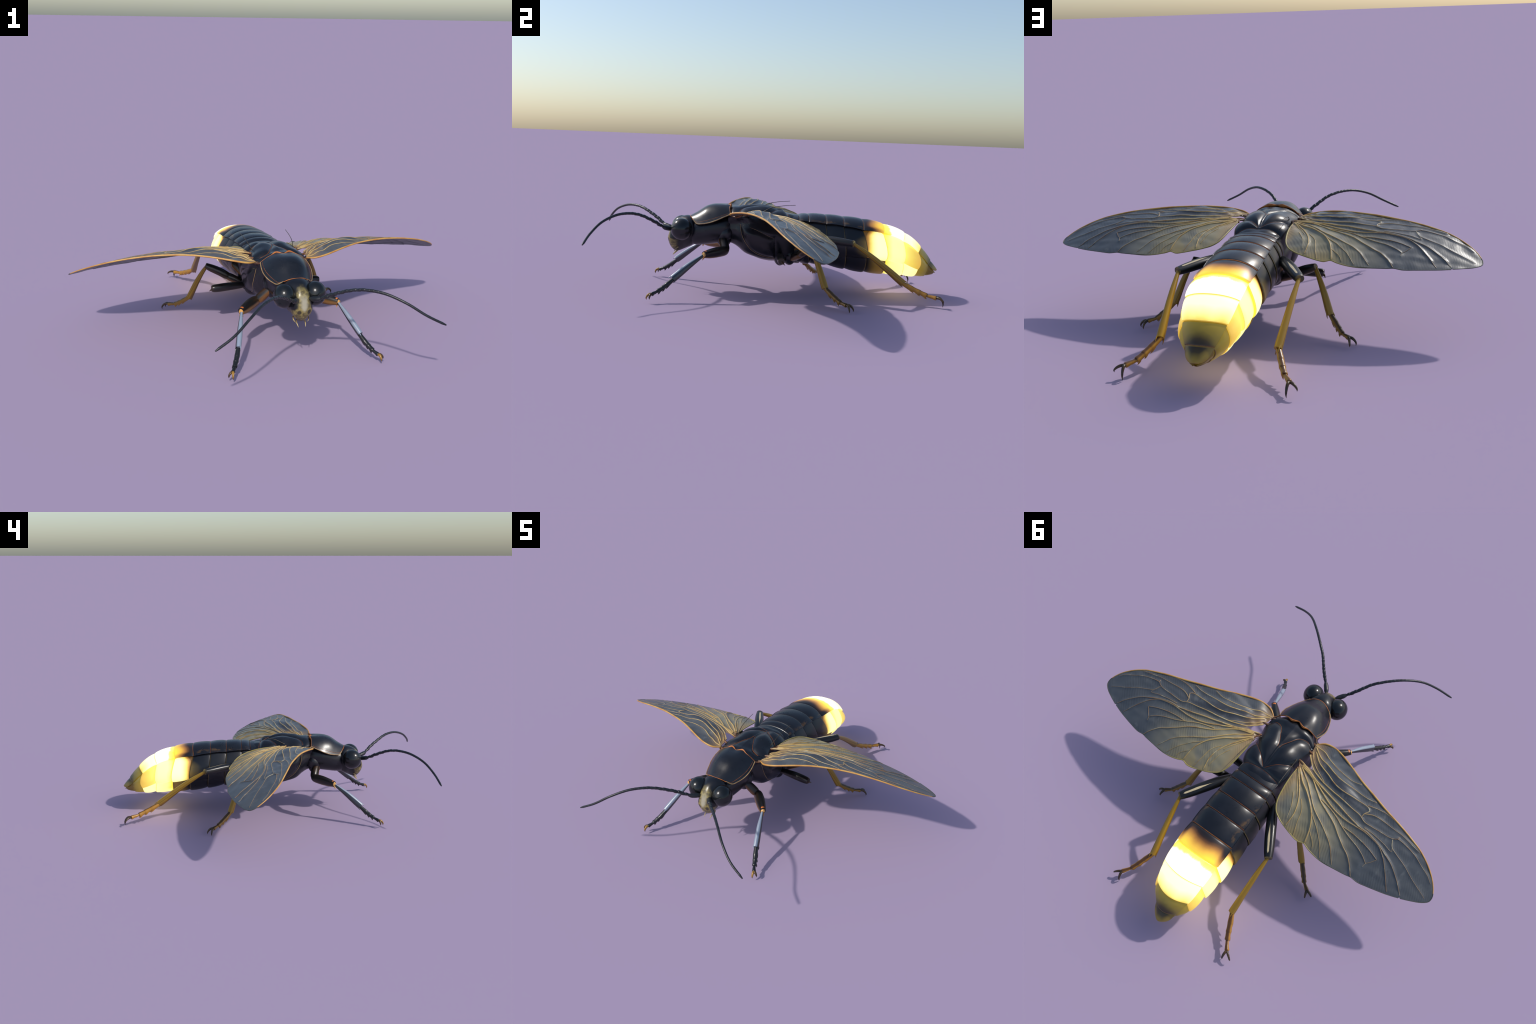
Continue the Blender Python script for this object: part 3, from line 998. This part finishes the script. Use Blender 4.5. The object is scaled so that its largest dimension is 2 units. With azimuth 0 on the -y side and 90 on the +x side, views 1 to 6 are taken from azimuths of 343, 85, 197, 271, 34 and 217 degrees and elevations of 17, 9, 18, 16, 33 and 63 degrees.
VEINS = {
    'subcosta': ([(.138, -.191), (.19, -.182), (.246, -.157), (.292, -.137), (.342, -.127), (.396, -.122), (.445, -.131)], .0022, .0011),
    'radius': ([(.145, -.182), (.197, -.144), (.258, -.122), (.326, -.096), (.368, -.09), (.429, -.091), (.504, -.089), (.554, -.097)], .0026, .0013),
    'media': ([(.160, -.158), (.212, -.113), (.277, -.085), (.34, -.058), (.396, -.049), (.467, -.054), (.532, -.054), (.547, -.043), (.534, -.02), (.532, -.002)], .0024, .0017),
    'mediab': ([(.526, -.062), (.576, -.074), (.627, -.078), (.673, -.073)], .002, .001),
    'mediac': ([(.534, -.02), (.576, -.038), (.635, -.041), (.692, -.038), (.741, -.037), (.802, -.027), (.849, -.021)], .0022, .001),
    'cubitus': ([(.144, -.128), (.172, -.100), (.204, -.071), (.268, -.044), (.336, -.028), (.399, -.019), (.461, -.009), (.522, -.001), (.556, .012), (.598, .011), (.644, .007), (.696, .003), (.727, -.013), (.73, -.026)], .0026, .0014),
    'anal': ([(.148, -.15), (.181, -.108), (.236, -.071), (.287, -.043)], .002, .001),
    'tipa': ([(.727, -.013), (.764, -.012), (.828, 0), (.886, .022), (.927, .037), (.96, .058)], .0019, .001),
    'tipb': ([(.708, .003), (.726, .032), (.756, .045), (.812, .063), (.882, .092), (.971, .122)], .0018, .0009),
    'tipc': ([(.571, .033), (.628, .035), (.687, .042), (.734, .049), (.726, .032)], .0016, .001),
    'H1': ([(.128, -.076), (.155, -.068), (.254, -.028), (.34, -.005), (.416, .014), (.49, .032), (.554, .044), (.597, .044), (.639, .051), (.676, .061), (.718, .077), (.76, .093), (.816, .128), (.874, .176)], .0034, .0013),
    'H2': ([(.150, -.062), (.231, -.033), (.297, -.003), (.361, .026), (.418, .044), (.48, .052), (.534, .051), (.582, .049), (.628, .053), (.672, .063), (.703, .082), (.733, .107), (.814, .198)], .0032, .0012),
    'C': ([(.477, .083), (.539, .083), (.592, .089), (.65, .101), (.697, .115)], .0017, .0013),
    'Cx': ([(.699, .116), (.683, .138), (.666, .157), (.661, .175)], .0012, .0008),
    'D': ([(.329, .034), (.373, .043), (.423, .059), (.477, .083), (.528, .102), (.589, .119), (.632, .136), (.666, .157)], .002, .0012),
    'A': ([(.150, -.055), (.227, -.03), (.28, .009), (.331, .045), (.387, .07), (.442, .095), (.49, .127), (.535, .154), (.574, .174), (.606, .201), (.638, .237)], .0027, .0017),
    'O': ([(.152, -.050), (.226, .004), (.28, .053), (.33, .095), (.391, .127), (.443, .157), (.481, .183), (.537, .245)], .0025, .0010),
    'B': ([(.146, -.040), (.198, .01), (.247, .043), (.294, .082), (.329, .12), (.356, .166), (.368, .209), (.373, .234)], .0030, .0022),
    'P': ([(.332, .118), (.388, .158), (.435, .201), (.474, .251)], .0012, .0008),
    'P2': ([(.365, .183), (.407, .218), (.418, .238)], .001, .0007),
    'L': ([(.142, -.036), (.198, .036), (.238, .1), (.256, .16), (.253, .220)], .0027, .0015),
    'L2': ([(.144, -.030), (.185, .034), (.222, .092)], .0022, .0008),
    'L3': ([(.244, .083), (.278, .129), (.292, .183), (.308, .237)], .0011, .0008),
    'L4': ([(.193, .078), (.223, .133), (.239, .193)], .001, .0007),
}
FORE = ('subcosta', 'radius', 'media', 'mediab', 'mediac', 'cubitus', 'anal', 'tipa', 'tipb', 'tipc')
VP = {k: smooth_path(p, 60) for k, (p, _, _) in VEINS.items()}

def wing_height(x, y):
    z = wing_z(x, y)
    ridge = np.zeros_like(z)
    for k, P in VP.items():
        r0, r1 = VEINS[k][1:]
        r = (r0 + r1) / 2
        d = seg_dist(x, y, P[::3])
        ridge = np.maximum(ridge, r * 1.6 * np.exp(-(d / (.0062 + r)) ** 2))
    rip = (.0013 * np.sin(x * 31 + y * 42 + 1.3 * np.sin(y * 37)) * np.sin(y * 58 - x * 14 + .9 * np.sin(x * 23))
           + .0003 * np.sin(x * 83 - y * 61 + 2.0 * np.sin(x * 19 + y * 47)))
    th = np.arctan2(y + .060, x - .105)
    rr = np.hypot(y + .060, x - .105)
    fan = .0026 * np.sin(th * 13 + .6 * np.sin(rr * 9)) * np.clip((rr - .03) / .12, 0, 1) * np.clip((.75 - rr) / .35, 0, 1)
    return z + ridge + rip + fan


def wing_sheet(A, B, nu, nv, drop=0.0):
    A = arc_resample(smooth_path(A, 400), nu)
    B = arc_resample(smooth_path(B, 400), nu)
    t = np.linspace(0, 1, nv)[None, :, None]
    G2 = A[:, None] * (1 - t) + B[:, None] * t
    z = wing_height(G2[:, :, 0], G2[:, :, 1])
    return np.dstack([G2, z - drop])


def on_wing(P, lift=0.0):
    return np.column_stack([P, wing_z(P[:, 0], P[:, 1]) + lift])


fore = wing_sheet(LE, [(.144, -.130), (.172, -.101), (.204, -.070)] + H1, 320, 74)
hind = wing_sheet([(.128, -.077), (.159, -.071), (.207, -.066)] + H1, TE, 320, 90, .0012)
for name, G, veins in (('forewing', fore, FORE), ('hindwing', hind, tuple(k for k in VEINS if k not in FORE))):
    b = Builder()
    b.plate(G, .0028, out_sign=1 if np.cross(G[1, 0] - G[0, 0], G[0, 1] - G[0, 0])[2] > 0 else -1)
    for sg in (1, -1):
        w = (b if sg > 0 else b.mirror()).build(name, [M['membrane']], firefly)
        for k in veins:
            _, r0, r1 = VEINS[k]
            n = len(VP[k])
            rad = np.linspace(r0, r1, n) * 1.18
            P = np.column_stack([VP[k], wing_height(VP[k][:, 0], VP[k][:, 1])])
            P[:, 2] -= rad * .25
            v = Builder()
            v.tube(P * np.array([sg, 1, 1]), np.stack([rad, rad * 1.1], 1), 8)
            v.build('wing_vein', [M['vein']], w)
        if name == 'forewing':
            P = smooth_path(LE, 240)
            P3 = np.column_stack([P, wing_z(P[:, 0], P[:, 1])])
            u = np.linspace(0, 1, 240)
            r = np.interp(u, [0, .04, .5, .72, .80, 1], [.0025, .0048, .0040, .0030, .0022, .0017])
            v = Builder()
            n1 = int(240 * .80)
            v.tube(P3[:n1] * np.array([sg, 1, 1]), r[:n1], 10)
            v.build('leading_edge', [M['costa']], w)
            v = Builder()
            v.tube(P3[n1 - 2:] * np.array([sg, 1, 1]), r[n1 - 2:], 10)
            v.build('wing_margin', [M['margin']], w)
            # hinge
            v = Builder()
            v.tube(np.array(smooth_path([(.100, -.192, .404), (.122, -.196, .405), (.145, -.184, .410), (.17, -.165, .418)], 20)) * np.array([sg, 1, 1]),
                   np.interp(np.linspace(0, 1, 20), [0, .4, 1], [.007, .008, .003]), 10)
            v.tube(np.array(smooth_path([(.108, -.150, .408), (.130, -.146, .414), (.150, -.140, .420), (.18, -.112, .425)], 20)) * np.array([sg, 1, 1]),
                   np.interp(np.linspace(0, 1, 20), [0, .5, 1], [.008, .006, .002]), 10)
            v.tube(np.array(smooth_path([(.112, -.226, .414), (.124, -.212, .408), (.140, -.196, .407)], 12)) * np.array([sg, 1, 1]), .0035, 8)
            v.build('wing_hinge', [M['root']], w)
        else:
            P = smooth_path(TE, 240)
            P3 = np.column_stack([P, wing_z(P[:, 0], P[:, 1]) - .002])
            v = Builder()
            v.tube(P3 * np.array([sg, 1, 1]), np.interp(np.linspace(0, 1, 240), [0, .1, .45, 1], [.003, .0032, .0028, .0018]), 8)
            v.build('wing_margin', [M['margin']], w)
            v = Builder()
            v.tube(np.array(smooth_path([(.098, -.074, .412), (.116, -.076, .417), (.140, -.070, .421), (.17, -.060, .424)], 20)) * np.array([sg, 1, 1]),
                   np.interp(np.linspace(0, 1, 20), [0, .4, 1], [.008, .007, .003]), 10)
            v.tube(np.array(smooth_path([(.120, -.072, .418), (.133, -.055, .420), (.138, -.038, .419), (.130, -.028, .417)], 16)) * np.array([sg, 1, 1]), .0042, 8)
            v.build('wing_hinge', [M['root']], w)

# fine bristle-like straps rising from the wing roots
for sg in (1, -1):
    v = Builder()
    p = smooth_path([(.106, -.070, .428), (.112, -.050, .440), (.117, -.020, .456), (.121, .03, .468), (.126, .107, .476)], 40)
    v.tube(p * np.array([sg, 1, 1]), np.interp(np.linspace(0, 1, 40), [0, .1, 1], [.0036, .0020, .0012]), 8)
    v.build('root_bristle', [plain('bristle', (.03, .022, .012), (.07, .05, .02), .4)] if sg > 0 else [bpy.data.materials['bristle']], thorax)

# ------------------------------------------------------------------ legs
def basis(p0, p1, up):
    z = (p1 - p0)
    L = np.linalg.norm(z)
    z = z / L
    x = up - z * up.dot(z)
    x /= np.linalg.norm(x)
    y = np.cross(z, x)
    return x, y, z, L


def limb(name, parent, sg, p0, p1, up, prof, mats, seg=24, n=28, end_cut=True, extra=None, sector=None):
    """Tapered limb in its own axes: local z along the limb, local x towards `up`.
    prof: rows (t, rx, ry, bow)"""
    f = np.array([sg, 1, 1.0])
    p0, p1, up = np.array(p0) * f, np.array(p1) * f, np.array(up, float) * f
    x, y, z, L = basis(p0, p1, up)
    P = np.array(prof, float)
    t = np.linspace(0, 1, n)
    S = smooth_path(P, 200)
    rx, ry, bow = (np.interp(t, S[:, 0], S[:, i]) for i in (1, 2, 3))
    a = np.linspace(0, 2 * math.pi, seg, endpoint=False)
    G = np.zeros((n, seg, 3))
    for i in range(n):
        # slightly squared section with a ridge
        c, s = np.cos(a), np.sin(a)
        G[i, :, 0] = bow[i] + rx[i] * np.sign(c) * np.abs(c) ** .88
        G[i, :, 1] = ry[i] * np.sign(s) * np.abs(s) ** .88 * sg
        G[i, :, 2] = t[i] * L
    b = Builder()
    # rounded start
    b0 = b.grid(G, wrap=True, flip=(sg > 0))
    b.cap(b0, seg, flip=(sg > 0))
    b.cap(b0 + (n - 1) * seg, seg, flip=(sg < 0))
    if extra:
        for pts, r, mi in extra:
            q = np.array(pts, float) * np.array([1, sg, 1])
            q[:, 2] *= L
            b.tube(smooth_path(q, 10), np.interp(np.linspace(0, 1, 10), [0, 1], [r, r * .15]), 8, mat=mi)
    o = b.build(name, mats, None, angle=45)
    o.matrix_world = Matrix(((x[0], y[0], z[0], p0[0]), (x[1], y[1], z[1], p0[1]), (x[2], y[2], z[2], p0[2]), (0, 0, 0, 1)))
    o.parent = parent
    o.matrix_parent_inverse = parent.matrix_world.inverted() if parent else Matrix()
    return o


def blob(name, parent, sg, c, r, mat, tilt=(0, 0, 1)):
    b = Builder()
    th = np.linspace(0, 2 * math.pi, 32, endpoint=False)
    G = np.array([np.stack([sg * (c[0] + r[0] * math.sin(i) * np.cos(th)), c[1] + r[1] * math.sin(i) * np.sin(th), np.full(32, c[2] + r[2] * math.cos(i))], 1)
                  for i in np.linspace(.03, math.pi - .03, 24)])
    b0 = b.grid(G, wrap=True, flip=(sg < 0))
    b.cap(b0, 32, flip=(sg > 0))
    b.cap(b0 + 23 * 32, 32, flip=(sg < 0))
    return b.build(name, [mat], parent)


DK = (0.010, 0.010, 0.010)
OCH = (0.30, 0.175, 0.012)
BRN2 = (0.15, 0.078, 0.012)
L_femur_front = limb_mat('front_femur', DK, (0.20, 0.095, 0.022), .156, None, None, turn=(1.55, 2.3), grain=.7)
L_troch_front = limb_mat('front_trochanter', DK, (0.20, 0.085, 0.018), .085, None, None, groove=False, turn=(1.75, 2.6), grain=1.2)
L_tibia_front = limb_mat('front_tibia', (0.25, 0.30, 0.37), (0.009, 0.011, 0.014), .195, None, None, rough=.30, groove=False, turn=(0.62, 1.0), grain=.25)  # upper side tinted pale blue: gloss on dark chitin, baked into base colour
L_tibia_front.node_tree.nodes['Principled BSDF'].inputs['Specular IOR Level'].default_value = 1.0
L_tarsus_front = limb_mat('front_tarsus', (0.012, 0.013, 0.014), (0.012, 0.012, 0.011), .12, None, None, groove=False)
L_femur_mid = limb_mat('mid_femur', DK, (0.06, 0.035, 0.012), .16, ((0.14, 0.085, 0.025), .93, 1.0), None)
L_femur_spare = limb_mat('spare_femur', DK, (0.025, 0.017, 0.009), .18, ((0.03, 0.02, 0.01), .985, .995), None, groove=False)
L_tibia_mid = limb_mat('mid_tibia', OCH, BRN2, .22, None, None, rough=.38)
L_tarsus_mid = limb_mat('mid_tarsus', (0.07, 0.036, 0.012), (0.25, 0.135, 0.018), .1, None, None, groove=False, turn=(.5, 1.3), grain=1.4)
L_femur_hind = limb_mat('hind_femur', DK, DK, .275, None, ((0.62, 0.50, 0.29), .25, .36, .97), groove=False)
L_tibia_hind = limb_mat('hind_tibia', (0.34, 0.19, 0.012), (0.20, 0.095, 0.012), .335, None, None, rough=.36)
L_tarsus_hind = limb_mat('hind_tarsus', (0.10, 0.042, 0.012), (0.40, 0.19, 0.022), .1, None, None, groove=False, turn=(.35, 1.1), grain=1.4)

LEGS = [
    dict(coxa=((.058, -.252, .292), (.040, .040, .052)),
         troch=((.074, -.262, .290), (.136, -.244, .229), .021, L_troch_front),
         femur=((.131, -.236, .233), (.247, -.355, .226), L_femur_front, [(0, .014, .013, 0), (.08, .022, .020, 0), (.4, .027, .0235, .001), (.75, .0245, .020, 0), (1, .017, .0150, 0)]),
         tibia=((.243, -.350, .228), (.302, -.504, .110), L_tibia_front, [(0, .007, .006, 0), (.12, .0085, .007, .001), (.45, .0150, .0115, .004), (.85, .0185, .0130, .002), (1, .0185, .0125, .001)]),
         tarsus=[(.298, -.496, .113), (.316, -.535, .082), (.327, -.555, .067), (.337, -.575, .055), (.345, -.590, .049), (.353, -.602, .043)],
         tmat=L_tarsus_front, rad=.0125, claw=[(.022, -.010, -.022), (.006, -.026, -.026)], cmat=('claw', 'claw_yellow'), joint=True, up=(-.22, -.5, 1), upf=(0, .8, 1)),
    dict(coxa=((.070, .092, .208), (.050, .036, .052)),
         troch=((.108, .105, .198), (.185, .142, .236), .018, L_femur_front),
         femur=((.160, .132, .224), (.290, .175, .289), L_femur_mid, [(0, .013, .013, 0), (.2, .020, .019, 0), (.5, .0215, .021, .002), (.85, .0190, .0185, 0), (1, .0145, .014, 0)]),
         tibia=((.285, .170, .289), (.368, .240, .093), L_tibia_mid, [(0, .0085, .0080, 0), (.15, .0105, .0095, .004), (.5, .0140, .0135, .006), (.9, .0165, .0165, .001), (1, .0165, .0160, 0)]),
         tarsus=[(.366, .236, .098), (.400, .270, .067), (.418, .289, .051), (.434, .306, .039), (.450, .318, .036), (.467, .330, .033)],
         tmat=L_tarsus_mid, rad=.0132, claw=[(.035, .010, -.0305), (.011, .034, -.0300)], cmat=('claw', 'claw'), joint=False, up=(.5, .3, 1)),
    dict(coxa=((.084, .140, .240), (.044, .042, .062)),
         troch=((.100, .120, .245), (.142, .172, .297), .020, L_femur_front),
         femur=((.124, .146, .310), (.274, .388, .306), L_femur_hind, [(0, .012, .014, 0), (.2, .019, .024, .001), (.55, .0215, .0270, .003), (.88, .0190, .0240, 0), (1, .0165, .0195, -.001)]),
         tibia=((.271, .381, .308), (.251, .657, .107), L_tibia_hind, [(0, .0085, .0080, 0), (.1, .0095, .0092, .003), (.35, .0130, .0128, .007), (.7, .0165, .0150, .005), (.93, .0185, .0170, .001), (1, .0185, .0168, 0)]),
         tarsus=[(.251, .651, .109), (.276, .704, .083), (.291, .737, .069), (.307, .768, .057), (.322, .790, .054), (.337, .810, .051)],
         tmat=L_tarsus_hind, rad=.0142, claw=[(.038, .028, -.022), (-.003, .040, -.048)], cmat=('claw', 'claw'), joint=False, up=(0, .4, 1)),
]

for D in LEGS:
    for sg in (1, -1):
        f = np.array([sg, 1, 1.0])
        leg = blob('leg', firefly, sg, D['coxa'][0], D['coxa'][1], M['black'])
        p0, p1, r, m = D['troch']
        limb('trochanter', leg, sg, p0, p1, D.get('upf', D['up']), [(0, r * .9, r * .9, 0), (.4, r * 1.1, r * 1.05, .001), (.85, r * 1.08, r, 0), (1, r * .8, r * .75, 0)], [m])
        p0, p1, m, prof = D['femur']
        limb('femur', leg, sg, p0, p1, D.get('upf', D['up']), prof, [m])
        if D['joint']:
            d = (np.array(p1) - np.array(p0))
            d /= np.linalg.norm(d)
            q = np.array(p1)
            limb('knee', leg, sg, q - d * .012, q + d * .007, D['up'], [(0, .0155, .0138, 0), (.5, .0130, .0120, 0), (1, .007, .007, 0)], [M['yellow_joint']], n=10)
            limb('knee', leg, sg, q - d * .015, q - d * .004, (0, .2, 1), [(0, .013, .012, .0065), (.5, .013, .012, .0065), (1, .011, .011, .0065)], [M['orange_joint']], n=8)
            b = Builder()
            for off in ((-.010, .006), (.008, -.004)):
                s0 = q + np.array([off[0] * .3, off[1] * .3, -.010])
                b.tube(smooth_path([s0, s0 + np.array([off[0] * .5, -.003, -.010]), s0 + np.array([off[0] * .6, -.006, -.017])], 8) * f, np.linspace(.005, .0008, 8), 8)
            b.build('knee_spur', [M['yellow_joint']], leg)
        else:
            d = (np.array(p1) - np.array(p0))
            d /= np.linalg.norm(d)
            q = np.array(p1)
            limb('knee', leg, sg, q - d * .003, q + d * .003, D['up'], [(0, prof[-1][1] * 1.04, prof[-1][2] * 1.04, 0), (1, prof[-1][1] * .9, prof[-1][2] * .9, 0)], [M['rim_dull']], n=4)
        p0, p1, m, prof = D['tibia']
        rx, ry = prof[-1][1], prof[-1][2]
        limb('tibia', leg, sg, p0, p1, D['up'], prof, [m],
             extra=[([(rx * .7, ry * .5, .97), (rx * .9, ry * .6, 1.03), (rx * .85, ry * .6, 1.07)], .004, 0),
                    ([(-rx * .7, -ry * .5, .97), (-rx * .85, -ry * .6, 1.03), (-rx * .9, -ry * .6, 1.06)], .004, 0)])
        # tarsus: flared joints, each with a lobe underneath
        T = [np.array(p) for p in D['tarsus']]
        R = D['rad']
        for i in range(5):
            a0, a1 = T[i], T[i + 1]
            dd_ = (a1 - a0)
            k = [.98, 1.0, .95, .62, .80][i]
            k0 = [.80, .93, .90, .60, .62][i]
            lobe = [([(-R * .5, R * .5, .72), (-R * .95, R * .6, .95), (-R * 1.15, R * .6, 1.14)], R * .42, 0), ([(-R * .5, -R * .5, .72), (-R * .95, -R * .6, .95), (-R * 1.15, -R * .6, 1.14)], R * .42, 0)] if i < 3 else None
            limb('tarsus', leg, sg, a0 - dd_ * .08, a1 + dd_ * .06, D['up'], [(0, R * k0 * .9, R * k0, 0), (.5, R * k * .88, R * k * .90, -.0006), (.9, R * k, R * k, -.0012), (1, R * k * .92, R * k * .92, -.001)], [D['tmat']], seg=16, n=12, extra=lobe)
        for cv, cm in zip(D['claw'], D['cmat']):
            c0 = T[5]
            v = np.array(cv)
            hor = np.array([v[0], v[1], 0])
            side = hor / np.linalg.norm(hor)
            pts = [c0 - side * .004, c0 + hor * .42 + np.array([0, 0, .0005]), c0 + hor * .80 + np.array([0, 0, v[2] * .28]), c0 + hor * .97 + np.array([0, 0, v[2] * .65]), c0 + hor * .95 + np.array([0, 0, v[2]])]
            b = Builder()
            b.tube(smooth_path(pts, 20) * f, np.interp(np.linspace(0, 1, 20), [0, .35, .75, 1], [.0070, .0064, .0040, .0008]), 10)
            b.build('claw', [M[cm]], leg)

# short spare thigh in front of the middle pair, ending in a small spur
for sg in (1, -1):
    f = np.array([sg, 1, 1.0])
    leg = blob('leg', firefly, sg, (.068, .042, .207), (.050, .034, .055), M['black'])
    limb('femur', leg, sg, (.112, .036, .214), (.294, .028, .210), (0, 0, 1), [(0, .012, .012, 0), (.15, .0165, .016, 0), (.5, .0205, .020, .001), (.85, .0205, .020, 0), (.97, .018, .0175, 0), (1, .015, .015, 0)], [L_femur_spare])
    b = Builder()
    b.tube(smooth_path([(.291, .030, .204), (.298, .036, .200), (.303, .046, .191)], 10) * f, np.linspace(.007, .0008, 10), 8)
    b.build('claw', [M['claw']], leg)
